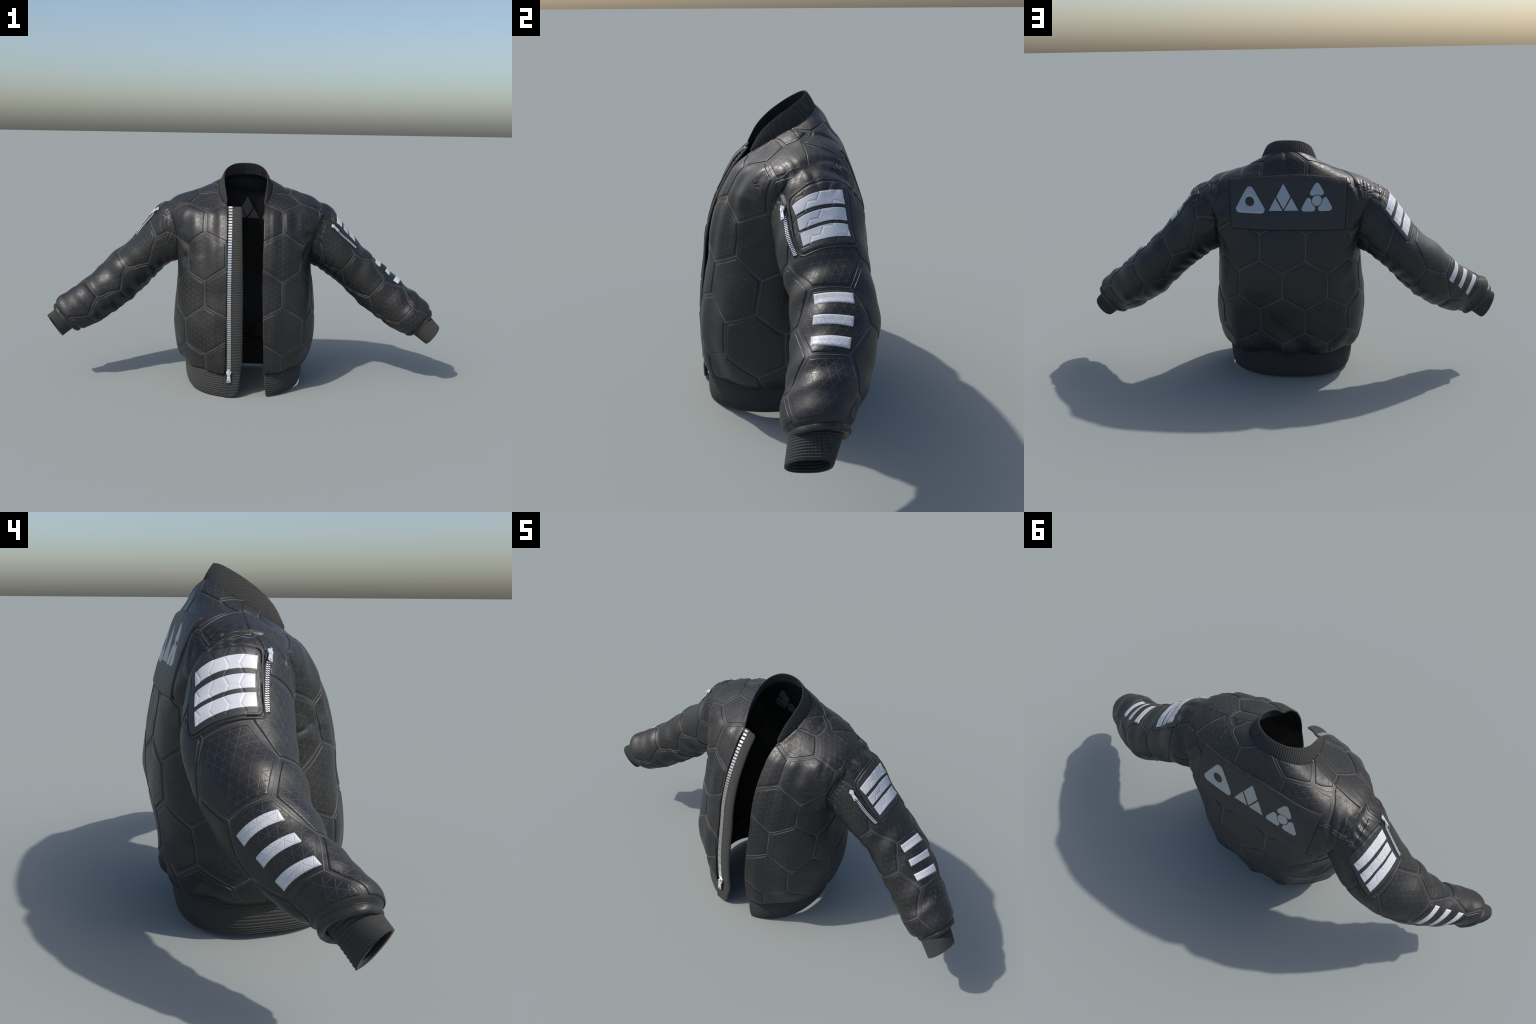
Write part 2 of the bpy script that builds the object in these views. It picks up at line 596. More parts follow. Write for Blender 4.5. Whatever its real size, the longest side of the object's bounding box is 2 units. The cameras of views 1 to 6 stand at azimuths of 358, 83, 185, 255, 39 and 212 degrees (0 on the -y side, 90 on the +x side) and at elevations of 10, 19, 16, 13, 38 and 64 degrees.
# ------------------------------------------------------------------ charts: flat maps of the cloth
class Chart:
    """A piece of cloth with flat coordinates (a, b) and its place in space."""

    def __init__(self, a, b, P, N):
        nr, nc = a.shape
        self.P, self.N = P.reshape(-1, 3), N.reshape(-1, 3)
        flat = np.stack([a, b, 0 * a], -1).reshape(-1, 3)
        q = grid_quads(nr, nc)
        self.tri = np.vstack([q[:, [0, 1, 2]], q[:, [0, 2, 3]]])
        self.flat = flat
        self.bvh = BVHTree.FromPolygons([tuple(v) for v in flat], [tuple(t) for t in self.tri], all_triangles=True)
        e = np.stack([a, b], -1)
        self.outline = np.vstack([e[0, :-1], e[:-1, -1], e[-1, :0:-1], e[:0:-1, 0]])
        area = np.sum(self.outline[:, 0] * np.roll(self.outline[:, 1], -1) - self.outline[:, 1] * np.roll(self.outline[:, 0], -1))
        if area < 0:
            self.outline = self.outline[::-1]

    def where(self, ab, strict=False):
        """Positions and normals at flat points (n, 2)."""
        ab = np.asarray(ab, float).reshape(-1, 2)
        idx = np.zeros(len(ab), int)
        ok = np.ones(len(ab), bool)
        q = ab.copy()
        for i, (a, b) in enumerate(ab):
            hit = self.bvh.find_nearest((a, b, 0))
            idx[i] = hit[2]
            q[i] = hit[0][:2]
            ok[i] = hit[3] < 1e-4
        t = self.tri[idx]
        A, B, C = (self.flat[t[:, j], :2] for j in range(3))
        v0, v1, v2 = B - A, C - A, q - A
        den = v0[:, 0] * v1[:, 1] - v1[:, 0] * v0[:, 1]
        den = np.where(np.abs(den) < 1e-14, 1e-14, den)
        w1 = (v2[:, 0] * v1[:, 1] - v1[:, 0] * v2[:, 1]) / den
        w2 = (v0[:, 0] * v2[:, 1] - v2[:, 0] * v0[:, 1]) / den
        w = np.clip(np.stack([1 - w1 - w2, w1, w2], 1), -.5, 1.5)[..., None]
        P = (self.P[t] * w).sum(1)
        N = (self.N[t] * w).sum(1)
        N /= np.maximum(np.linalg.norm(N, axis=1, keepdims=True), 1e-9)
        return (P, N, ok) if strict else (P, N)


def clip_convex(poly, convex):
    """Part of the polygon `poly` inside the counter-clockwise convex polygon."""
    out = list(map(np.array, poly))
    for i in range(len(convex)):
        p, q = convex[i], convex[(i + 1) % len(convex)]
        e = q - p
        n = np.array([-e[1], e[0]])
        src, out = out, []
        if not src:
            break
        d = [(v - p) @ n for v in src]
        for j in range(len(src)):
            a, b, da, db = src[j - 1], src[j], d[j - 1], d[j]
            if (da >= 0) != (db >= 0):
                out.append(a + (b - a) * da / (da - db))
            if db >= 0:
                out.append(b)
    return np.array(out)


def resample(poly, step):
    """Even points along a closed outline; sharp corners are kept."""
    keep = [poly[0]]
    for p in poly[1:]:
        if np.linalg.norm(p - keep[-1]) > 1e-5:
            keep.append(p)
    poly = np.array(keep)
    d1 = poly - np.roll(poly, 1, 0)
    d2 = np.roll(poly, -1, 0) - poly
    ang = np.abs(np.angle(np.exp(1j * (np.arctan2(d2[:, 1], d2[:, 0]) - np.arctan2(d1[:, 1], d1[:, 0])))))
    corner = np.where(ang > .35)[0]
    if len(corner) < 2:
        corner = np.array([0, len(poly) // 2])
    out = []
    for i, c in enumerate(corner):
        e = corner[(i + 1) % len(corner)]
        idx = np.arange(c, e + 1) if e > c else np.r_[np.arange(c, len(poly)), np.arange(0, e + 1)]
        seg = poly[idx]
        L = np.r_[0, np.cumsum(np.linalg.norm(np.diff(seg, axis=0), axis=1))]
        n = max(1, int(round(L[-1] / step)))
        t = np.linspace(0, L[-1], n + 1)[:-1]
        out.append(np.stack([np.interp(t, L, seg[:, 0]), np.interp(t, L, seg[:, 1])], 1))
    return np.vstack(out)


def poly_area(p):
    return .5 * np.sum(p[:, 0] * np.roll(p[:, 1], -1) - p[:, 1] * np.roll(p[:, 0], -1))


def cloth_piece(chart, outline, depth, edge, puff=0.0, base=-.001, step=.005, inside=False, sink=None):
    """Raised padded piece lying on a chart: local mesh data, and its matrix."""
    n = len(outline)
    c = outline.mean(0)
    A = poly_area(outline)
    x, y = outline[:, 0], outline[:, 1]
    cr = x * np.roll(y, -1) - np.roll(x, -1) * y
    c = np.array([np.sum((x + np.roll(x, -1)) * cr), np.sum((y + np.roll(y, -1)) * cr)]) / (6 * A)
    R = max(.008, math.sqrt(A / math.pi))
    dist = [0, 0, edge * .3, edge * .7, edge * 1.2, edge * 2.0]
    rest = max(0.0, R - edge * 2)
    m = max(2, int(rest / (step * 1.3)))
    dist += [edge * 2 + rest * (j + 1) / (m + 1) for j in range(m)]
    lift = depth - max(base, 0)
    hs = [base] + [depth - lift * q for q in (.75, .32, .08, 0, 0)]
    hs += [depth] * m
    AB, H = [], []
    for j, (d, h) in enumerate(zip(dist, hs)):
        f = max(.02, 1 - d / R)
        AB.append(c + (outline - c) * f)
        H.append(np.full(n, h + (puff * (1 - f * f) if j else 0)))
    AB.append(c[None])
    H.append(np.array([depth + puff]))
    AB, H = np.vstack(AB), np.concatenate(H)
    P, N = chart.where(AB)
    if inside:
        P, N = P - N * LINING, -N
    if sink is not None:
        H = np.where(sink(P), -.004, H)
    V = P + N * H[:, None]
    rows = len(dist)
    Q = [tuple(q) for q in grid_quads(rows, n, True)]
    cidx = rows * n
    last = (rows - 1) * n
    Q += [(last + j, last + (j + 1) % n, cidx) for j in range(n)]
    # local frame: x along a, y along b, z outward
    Pc, Nc = P[-1], N[-1]
    Pd, _ = chart.where((c + np.array([0, .01]))[None])
    up = Pd[0] - Pc
    up -= Nc * (up @ Nc)
    up /= max(np.linalg.norm(up), 1e-9)
    rt = np.cross(up, Nc)
    return V, Q, Pc, rt, up, Nc


def put_piece(name, data, mat, parent, turn=0.0):
    V, Q, o, rt, up, nz = data
    x = rt * math.cos(turn) + up * math.sin(turn)
    y = np.cross(nz, x)
    Rm = np.stack([x, y, nz], 1)
    loc = (V - o) @ Rm
    Qc = np.array([q[:3] for q in Q[: len(Q) // 2]])
    fn = np.cross(loc[Qc[:, 1]] - loc[Qc[:, 0]], loc[Qc[:, 2]] - loc[Qc[:, 0]])[:, 2].sum()
    if fn < 0:
        Q = [tuple(reversed(q)) for q in Q]
    me = new_mesh(name, loc, Q, mat)
    M = Matrix.Identity(4)
    for i in range(3):
        for j in range(3):
            M[i][j] = Rm[i, j]
        M[i][3] = o[i]
    return add(name, me, parent, M)


# torso charts ---------------------------------------------------------------
SIDE_F = math.pi / 2


def torso_chart(which):
    j = np.arange(NU)
    if which == "back":
        a = halves[:, 0:1] - TA           # + on the wearer's left (x > 0)
        sel_rows = []
        f0, f1 = SIDE_F, TAU - SIDE_F
    elif which == "left":
        a = TA
        f0, f1 = 0, SIDE_F
    else:
        a = TA - halves[:, 1:2]
        f0, f1 = TAU - SIDE_F, TAU
    # resample every row between the limiting angles so that the chart has straight sides
    nc = 260 if which == "back" else 150
    out_a, out_b = np.zeros((NK, nc)), np.zeros((NK, nc))
    out_P, out_N = np.zeros((NK, nc, 3)), np.zeros((NK, nc, 3))
    for i in range(NK):
        f = TF[i]
        lo, hi = max(f0, f[0]), min(f1, f[-1])
        u0, u1 = np.interp([lo, hi], f, j)
        u = np.linspace(u0, u1, nc)
        out_a[i] = np.interp(u, j, a[i])
        out_b[i] = np.interp(u, j, TB[i])
        for k in range(3):
            out_P[i, :, k] = np.interp(u, j, T[i, :, k])
            out_N[i, :, k] = np.interp(u, j, TN[i, :, k])
    return Chart(out_a, out_b, out_P, out_N)


def sleeve_chart(side):
    d = SLEEVE[side]
    P, N, s, th = d["P"], d["N"], d["s"], d["th"]
    cut = d["cut"] = int(NT * .56)
    order = np.r_[np.arange(cut, NT), np.arange(0, cut + 1)]
    Pw, Nw = P[:, order], N[:, order]
    L = np.zeros((NS, NT + 1))
    L[:, 1:] = np.cumsum(np.linalg.norm(np.diff(Pw, axis=1), axis=-1), 1)
    zero = NT - cut
    a = L - L[:, zero:zero + 1]
    b = np.repeat(s[:, None], NT + 1, 1)
    r0 = 2
    return Chart(a[r0:], b[r0:], Pw[r0:], Nw[r0:])


CH = {w: torso_chart(w) for w in ("left", "right", "back")}
CH["sleeve_l"] = sleeve_chart(1)
CH["sleeve_r"] = sleeve_chart(-1)


# honeycomb ------------------------------------------------------------------
def honeycomb(chart, origin, e1, e2):
    """Cell centres and cell corners of a honeycomb laid over a chart."""
    lo, hi = chart.outline.min(0) - .2, chart.outline.max(0) + .2
    o, e1, e2 = (np.array(v) for v in (origin, e1, e2))
    # corners of a cell: the centroids of the six triangles of neighbours
    nb = [e1, e2, e2 - e1, -e1, -e2, e1 - e2]
    corners = np.array([(nb[i] + nb[(i + 1) % 6]) / 3 for i in range(6)])
    if poly_area(corners) < 0:
        corners = corners[::-1]
    cells = []
    for i in range(-14, 15):
        for j in range(-14, 15):
            c = o + i * e1 + j * e2
            if np.all(c > lo) and np.all(c < hi):
                cells.append(c)
    return cells, corners


def inset(poly, d):
    """Counter-clockwise convex polygon moved inwards by d."""
    n = len(poly)
    out = []
    for i in range(n):
        p0, p1, p2 = poly[i - 1], poly[i], poly[(i + 1) % n]
        e1, e2 = (p1 - p0) / np.linalg.norm(p1 - p0), (p2 - p1) / np.linalg.norm(p2 - p1)
        n1, n2 = np.array([-e1[1], e1[0]]), np.array([-e2[1], e2[0]])
        out.append(p1 + (n1 + n2) * d / (1 + n1 @ n2))
    return np.array(out)


GAP = .0095          # half width of the flat seam band
# cell spacing along the two lattice directions, in metres of cloth
LATTICE = {
    "left":     dict(origin=(.182, .695), e1=(.216, -.012), e2=(.108, .172)),
    "right":    dict(origin=(-.199, .695), e1=(.220, .020), e2=(.110, .188)),
    "back":     dict(origin=(.016, .697), e1=(.207, .003), e2=(.101, .179)),
    "sleeve_l": dict(origin=(-.020, .520), e1=(.007, .203), e2=(.176, .115)),
    "sleeve_r": dict(origin=(.079, .635), e1=(.017, .214), e2=(.189, .123)),
}
PARENT = {"left": torso, "right": torso, "back": torso, "sleeve_l": sleeve_obj[1], "sleeve_r": sleeve_obj[-1]}


def tube_strip(points, normals, r):
    """Half-round ridge along points lying on the cloth: verts and quads."""
    n = len(points)
    tan = np.gradient(points, axis=0)
    tan /= np.maximum(np.linalg.norm(tan, axis=1, keepdims=True), 1e-9)
    sd = np.cross(tan, normals)
    V = []
    for ang in np.linspace(0, math.pi, 6):
        V.append(points + sd * (r * math.cos(ang)) + normals * (r * math.sin(ang) - .0004))
    V = np.stack(V, 1).reshape(-1, 3)
    return V, grid_quads(n, 6)


def sleeve_solid(side):
    d = SLEEVE[side]
    g = d["P"][::4, ::3]
    n = d["N"][::4, ::3].reshape(-1, 3)
    bvh = BVHTree.FromPolygons([tuple(v) for v in g.reshape(-1, 3)], [tuple(int(i) for i in q) for q in grid_quads(*g.shape[:2], True)])
    q = grid_quads(*g.shape[:2], True)
    return bvh, q, n


SOLID = {side: sleeve_solid(side) for side in (1, -1)}


def under_sleeve(P):
    """True where torso cloth is covered by a sleeve."""
    out = np.zeros(len(P), bool)
    for i, p in enumerate(P):
        if abs(p[0]) < .24 or p[2] < .55:
            continue
        bvh, q, n = SOLID[1 if p[0] > 0 else -1]
        co, _, idx, dist = bvh.find_nearest(Vector(p))
        side_of = (p - np.array(co)) @ n[q[idx]].sum(0)
        if idx < 2 * (NT // 3):          # beside the armhole, not under it
            continue
        out[i] = dist < .12 and side_of < -.0008 * np.linalg.norm(n[q[idx]].sum(0))
    return out


def build_honeycomb(key):
    chart, par = CH[key], PARENT[key]
    cells, corners = honeycomb(chart, **LATTICE[key])
    step = .006
    edges = {}
    for c in cells:
        hexa = c + corners
        for i in range(6):
            p, q = hexa[i], hexa[(i + 1) % 6]
            kk = tuple(sorted([tuple(np.round(p, 3)), tuple(np.round(q, 3))]))
            edges[kk] = (p, q)
        piece = clip_convex(chart.outline, inset(hexa, GAP))
        if len(piece) < 3 or abs(poly_area(piece)) < 2.5e-4:
            continue
        out = resample(piece, step)
        if len(out) < 6:
            continue
        data = cloth_piece(chart, out, .0024, .0035, puff=.0014, step=.008, sink=None if key.startswith("sleeve") else under_sleeve)
        put_piece("leather_panel", data, M_PANEL, par, math.pi / 2 if key.startswith("sleeve") else 0)
    V, Q, off = [], [], 0
    VI, QI, offi = [], [], 0
    for p, q in edges.values():
        n = max(2, int(np.linalg.norm(q - p) / .004))
        ab = p + (q - p) * np.linspace(0, 1, n + 1)[:, None]
        P, N, ok = chart.where(ab, True)
        run = np.where(ok)[0]
        if len(run) < 3 or np.any(np.diff(run) > 1):
            if len(run) < 3:
                continue
        v, qd = tube_strip(P[run], N[run], .0013)
        V.append(v)
        Q.append(qd + off)
        off += len(v)
        if key == "back":
            v, qd = tube_strip(P[run] - N[run] * LINING, -N[run], .0012)
            VI.append(v)
            QI.append(qd + offi)
            offi += len(v)
    add("seam_ridge", new_mesh("seam_ridge", np.vstack(V), np.vstack(Q), M_EDGE), par)
    if VI:
        add("lining_seam", new_mesh("lining_seam", np.vstack(VI), np.vstack(QI), M_BASE), lining)


for key in CH:
    build_honeycomb(key)


# ------------------------------------------------------------------ waistband
def rib_wave(x, pitch, sharp=.75):
    w = .5 + .5 * np.cos(TAU * x / pitch)
    return w ** sharp


def band_rings():
    """Waistband profile rings from the leather down to the ground, using the torso's ring form."""
    return np.array([
        (.288, -.284, .212, .0, .130, .155, .158, 2.30),
        (.297, -.295, .223, .0, .108, .130, .130, 2.30),
        (.298, -.299, .226, .0, .070, .090, .090, 2.30),
        (.294, -.299, .225, .0, .032, .050, .042, 2.30),
        (.286, -.295, .218, .0, .001, .022, .008, 2.28),
    ])


def make_band():
    nr, nc = 118, 520
    k = np.linspace(0, 4, nr)
    par = spline(band_rings(), k)
    xr = np.interp(k, [0, 1, 4], [.094, .097, .108])
    xl = np.interp(k, [0, 1, 4], [.094, .097, .098])
    P = np.zeros((nr, nc, 3))
    for i in range(nr):
        p = par[i]
        ph = PHI
        C = ring_curve(p[None], ph)
        L = np.r_[0, np.cumsum(np.linalg.norm(np.diff(C, axis=0), axis=1))]
        fr = math.asin((xr[i] / p[0]) ** (p[7] / 2))
        fl = TAU - math.asin((xl[i] / p[0]) ** (p[7] / 2))
        Ls = np.linspace(np.interp(fr, ph, L), np.interp(fl, ph, L), nc)
        P[i] = ring_curve(p[None], np.interp(Ls, L, ph))
    P = P[::-1]
    N = grid_normals(P)
    row = np.linspace(0, 1, nr)
    out = P + N * (.0030 * rib_wave(row, 1 / 14.0) - .0015)[:, None, None]
    inn = P - N * (.007 + .0030 * rib_wave(row, 1 / 14.0))[:, None, None]
    shell("waistband", out, inn, M_RIB, root)


make_band()


# ------------------------------------------------------------------ collar
def make_collar():
    nr, nc = 28, 760
    base = np.array([.132, -.1675, .121, .015, .884, 1.003, 1.066, 2.0])
    top = np.array([.109, -.1900, .088, -.010, .740, 1.055, 1.119, 2.0])
    # height of both edges against depth: they climb steadily from the throat to the nape
    slope = [np.array([(-.125, .913), (-.114, .920), (-.073, .944), (-.033, .970), (.017, 1.000), (.068, 1.030), (.121, 1.062)]),
             np.array([(-.125, .905), (-.114, .931), (-.106, .953), (-.093, .977), (-.070, 1.006), (-.031, 1.041), (.023, 1.078), (.088, 1.119)])]
    edges = []
    for p, xe, sl in ((base, .094, slope[0]), (top, .090, slope[1])):
        ph = PHI
        C = ring_curve(p[None], ph)
        fine = np.linspace(-.125, .13, 120)
        zz = np.interp(fine, sl[:, 0], sl[:, 1])
        zz = np.convolve(np.pad(zz, 8, mode="reflect", reflect_type="odd"), np.ones(17) / 17, "valid")
        C[:, 2] = np.interp(C[:, 1] + SHEAR * C[:, 0], fine, zz)
        fr = math.asin(xe / p[0])
        keep = (ph >= fr) & (ph <= TAU - fr)
        C = C[keep]
        L = np.r_[0, np.cumsum(np.linalg.norm(np.diff(C, axis=0), axis=1))]
        t = np.linspace(0, L[-1], nc)
        edges.append(np.stack([np.interp(t, L, C[:, i]) for i in range(3)], 1))
    t = np.linspace(0, 1, nr)[:, None, None]
    P = edges[0][None] * (1 - t) + edges[1][None] * t
    out_dir = P - np.array([0, -.02, 0])
    out_dir[..., 2] = 0
    out_dir /= np.linalg.norm(out_dir, axis=-1, keepdims=True)
    P = P + out_dir * (.0020 * np.sin(math.pi * t))
    N = grid_normals(P)
    col = np.linspace(0, 1, nc)
    rib = rib_wave(col, 1 / 84.0)[None, :, None]
    edge = np.linspace(0, 1, nr)[:, None, None]
    thick = .0035 * (1 - .6 * edge ** 6)
    out = P + N * (.0022 * rib - .0011 + thick * .5)
    inn = P - N * (.0028 * rib - .0014 + thick)
    shell("collar", out, inn, M_RIB, root)


make_collar()


# ------------------------------------------------------------------ cuffs
def make_cuff(side):
    lip = lip_sections(side)
    c0 = lip[4, :3] - AX_END * .03
    e = CUFF_END[side]
    c1, a1, b1 = (np.array(v) for v in e)
    d = c1 - c0
    L = np.linalg.norm(d)
    u0 = lip[4, 3:5] / np.linalg.norm(lip[4, 3:5])
    a0 = np.array([u0[0], 0, u0[1]]) * .066
    b0 = np.array([0, lip[4, 5] * .93, 0])
    nr, nc = 96, 160
    th = np.linspace(0, TAU, nc, endpoint=False)
    t = np.linspace(0, 1, nr)[:, None, None]
    ct, st = np.cos(th)[None, :, None], np.sin(th)[None, :, None]
    st = np.sign(st) * np.abs(st) ** (1 - .25 * t)
    # the open end of the right cuff is squashed to a half-moon
    flat = np.where(st > 0, .8, 1.0) if side < 0 else 1.0
    P = c0 * (1 - t) + c1 * t + (a0 * (1 - t) + a1 * t) * ct + (b0 * (1 - t) + b1 * t * flat) * st
    P[..., 0] *= side
    N = grid_normals(P, True) * -side
    r = rib_wave(np.linspace(0, 1, nr), 1 / (L / .0085))
    out = P + N * (.0021 * r - .0011)[:, None, None]
    inn = P - N * (.006 + .003 * r)[:, None, None]
    if side > 0:
        out, inn = out[:, ::-1], inn[:, ::-1]
    shell("cuff", out, inn, M_RIB, sleeve_obj[side], wrap=True)


for side in (1, -1):
    make_cuff(side)


# ------------------------------------------------------------------ flat appliques
def bilinear(corners, s, t):
    """corners: at (0,0), (1,0), (1,1), (0,1)."""
    c = [np.array(p, float) for p in corners]
    s, t = s[..., None], t[..., None]
    return c[0] * (1 - s) * (1 - t) + c[1] * s * (1 - t) + c[2] * s * t + c[3] * (1 - s) * t


def honey_relief(AB, pitch, depth, phase=(0, 0), upright=False):
    """Raised hexagons between narrow sunk bands; pitch is the distance between opposite sides."""
    x, y = AB[..., 0] - phase[0], AB[..., 1] - phase[1]
    if upright:
        x, y = y, x
    r3 = math.sqrt(3)
    best = None
    for ox, oy in ((0, 0), (r3 / 2, .5)):
        u = (x / pitch - ox + r3 / 2) % r3 - r3 / 2
        v = (y / pitch - oy + .5) % 1 - .5
        d = np.maximum(np.abs(v), np.abs(v) * .5 + np.abs(u) * r3 / 2)
        best = d if best is None else np.minimum(best, d)
    edge = (.5 - best) * pitch
    return depth * smooth(edge, .0012, .0032)


def densify_open(pts, step):
    out = []
    for a, b in zip(pts[:-1], pts[1:]):
        n = max(1, int(np.linalg.norm(b - a) / step))
        out += [a + (b - a) * i / n for i in range(n)]
    return np.array(out + [pts[-1]])


def quad_piece(name, chart, corners, depth, mat, parent, base=-.001, edge=.0018, round_corner=0.0, res=.0016, relief=None, turn=0.0):
    c = [np.array(p, float) for p in corners]
    W = .5 * (np.linalg.norm(c[1] - c[0]) + np.linalg.norm(c[2] - c[3]))
    Hh = .5 * (np.linalg.norm(c[3] - c[0]) + np.linalg.norm(c[2] - c[1]))
    nx, ny = int(W / res) + 2, int(Hh / res) + 2
    gx = np.r_[0, np.linspace(0, 1, nx), 1]
    gy = np.r_[0, np.linspace(0, 1, ny), 1]
    X, Y = np.meshgrid((gx - .5) * W, (gy - .5) * Hh)
    if round_corner > 0:
        r = round_corner
        dx, dy = np.abs(X) - (W / 2 - r), np.abs(Y) - (Hh / 2 - r)
        inz = (dx > 0) & (dy > 0)
        m, l = np.maximum(dx, dy), np.hypot(dx, dy)
        k = np.where(inz, m / np.maximum(l, 1e-9), 1)
        X = np.where(inz, np.sign(X) * (W / 2 - r + dx * k), X)
        Y = np.where(inz, np.sign(Y) * (Hh / 2 - r + dy * k), Y)
        q = np.maximum(np.where(inz, m, np.maximum(dx, dy)), -r * 50)
        border = r - q
    else:
        border = np.minimum(W / 2 - np.abs(X), Hh / 2 - np.abs(Y))
    AB = bilinear(c, X / W + .5, Y / Hh + .5)
    lift = depth - max(base, 0)
    H = depth - lift * .5 * (1 - smooth(border, 0, edge)) ** 2
    if relief is not None:
        H = H + relief(AB) * smooth(border, edge, edge * 2)
    H[0, :] = H[-1, :] = H[:, 0] = H[:, -1] = base
    ny2, nx2 = X.shape
    P, N = chart.where(AB)
    V = P + N * H.reshape(-1)[:, None]
    mid = (ny2 // 2) * nx2 + nx2 // 2
    up = P[mid + nx2] - P[mid]
    up -= N[mid] * (up @ N[mid])
    up /= np.linalg.norm(up)
    return put_piece(name, (V, [tuple(q) for q in grid_quads(ny2, nx2)], P[mid], np.cross(up, N[mid]), up, N[mid]), mat, parent, turn)


def extruded(outline, z0, z1, bevel=0.0, hole=None):
    """Plate in the local xy plane with chamfered top edge, optionally with one hole of equal point count."""
    o = np.array(outline, float)
    n = len(o)
    if poly_area(o) < 0:
        o = o[::-1]
    c = o.mean(0)
    top = o - (o - c) / np.maximum(np.linalg.norm(o - c, axis=1, keepdims=True), 1e-9) * bevel
    rows = [np.column_stack([o, np.full(n, z0)]), np.column_stack([o, np.full(n, z1 - bevel)]), np.column_stack([top, np.full(n, z1)])]
    if hole is None:
        V = np.vstack(rows)
        Q = [tuple(q) for q in grid_quads(3, n, True)]
        Q += [tuple(range(n - 1, -1, -1)), tuple(2 * n + i for i in range(n))]
        return V, Q
    h = np.array(hole, float)
    if poly_area(h) < 0:
        h = h[::-1]
    rows += [np.column_stack([h, np.full(n, z1)]), np.column_stack([h, np.full(n, z0)])]
    V = np.vstack(rows)
    Q = [tuple(q) for q in grid_quads(5, n, True)]
    Q += [(4 * n + i, 4 * n + (i + 1) % n, (i + 1) % n, i) for i in range(n)]
    return V, Q


def merge(parts):
    V, Q, off = [], [], 0
    for v, q in parts:
        V.append(np.asarray(v))
        Q += [tuple(int(i) + off for i in f) for f in q]
        off += len(v)
    return np.vstack(V), Q


def frame(o, up, nz):
    nz = np.array(nz) / np.linalg.norm(nz)
    up = np.array(up) - nz * (np.array(up) @ nz)
    up /= np.linalg.norm(up)
    x = np.cross(up, nz)
    M = Matrix.Identity(4)
    for i in range(3):
        M[i][0], M[i][1], M[i][2], M[i][3] = x[i], up[i], nz[i], o[i]
    return M


def rect(w, h, x=0, y=0):
    return [(x - w / 2, y - h / 2), (x + w / 2, y - h / 2), (x + w / 2, y + h / 2), (x - w / 2, y + h / 2)]


def slider_mesh(k):
    """Zip slider body with its pull hanging down (local -y); k scales it."""
    body = np.array([(-.005, .012), (.005, .012), (.0125, .006), (.0125, .001), (.0075, -.011), (-.0075, -.011), (-.0125, .001), (-.0125, .006)]) * k
    crown = np.array([(-.0028, .016), (.0028, .016), (.0038, .004), (.0034, -.010), (-.0034, -.010), (-.0038, .004)]) * k
    pull_out = np.array([(-.0068, -.008), (.0068, -.008), (.0098, -.046), (-.0098, -.046)]) * k
    pull_mid = np.array([(-.0034, -.0115), (.0034, -.0115), (.0034, -.0145), (-.0034, -.0145)]) * k
    upper = np.array([(-.0068, -.008), (.0068, -.008), (.0080, -.022), (-.0080, -.022)]) * k
    lower = np.array([(-.0080, -.022), (.0080, -.022), (.0100, -.046), (-.0100, -.046)]) * k
    low_hole = np.array([(-.0052, -.0375), (.0052, -.0375), (.0056, -.0420), (-.0056, -.0420)]) * k
    return merge([extruded(body, 0, .006 * k, .0012 * k), extruded(crown, .005 * k, .0095 * k, .0008 * k),
                  extruded(upper, .0055 * k, .0085 * k, .0003 * k, pull_mid), extruded(lower, .0055 * k, .0085 * k, .0003 * k, low_hole)])


# ------------------------------------------------------------------ sleeve pocket patches, stripes, zips
SLEEVE_TRIM = {
    1: dict(patch=((-.088, .306), (.084, .283), (.084, .119), (-.108, .146)),
            stripes=[((-.086, .196), (.066, .181), (.063, .145), (-.097, .165)),
                     ((-.079, .240), (.069, .221), (.066, .188), (-.083, .206)),
                     ((-.078, .285), (.070, .266), (.069, .229), (-.079, .247))],
            low=[((-.074, .464), (.040, .474), (.040, .440), (-.074, .430)),
                 ((-.079, .523), (.039, .544), (.039, .512), (-.080, .494)),
                 ((-.077, .586), (.037, .608), (.037, .576), (-.079, .555))],
            zip=((-.134, .150), (-.106, .298))),
    -1: dict(patch=((-.046, .297), (.148, .297), (.150, .120), (-.046, .140)),
             stripes=[((-.036, .190), (.130, .184), (.134, .151), (-.038, .156)),
                      ((-.031, .233), (.127, .236), (.129, .198), (-.032, .199)),
                      ((-.032, .277), (.129, .283), (.127, .246), (-.033, .241))],
             low=[((.013, .585), (.131, .600), (.134, .569), (.014, .556)),
                  ((.016, .650), (.130, .664), (.129, .634), (.014, .621)),
                  ((.022, .722), (.137, .729), (.133, .700), (.019, .692))],
             zip=((-.069, .136), (-.056, .286))),
}
tooth_small = None
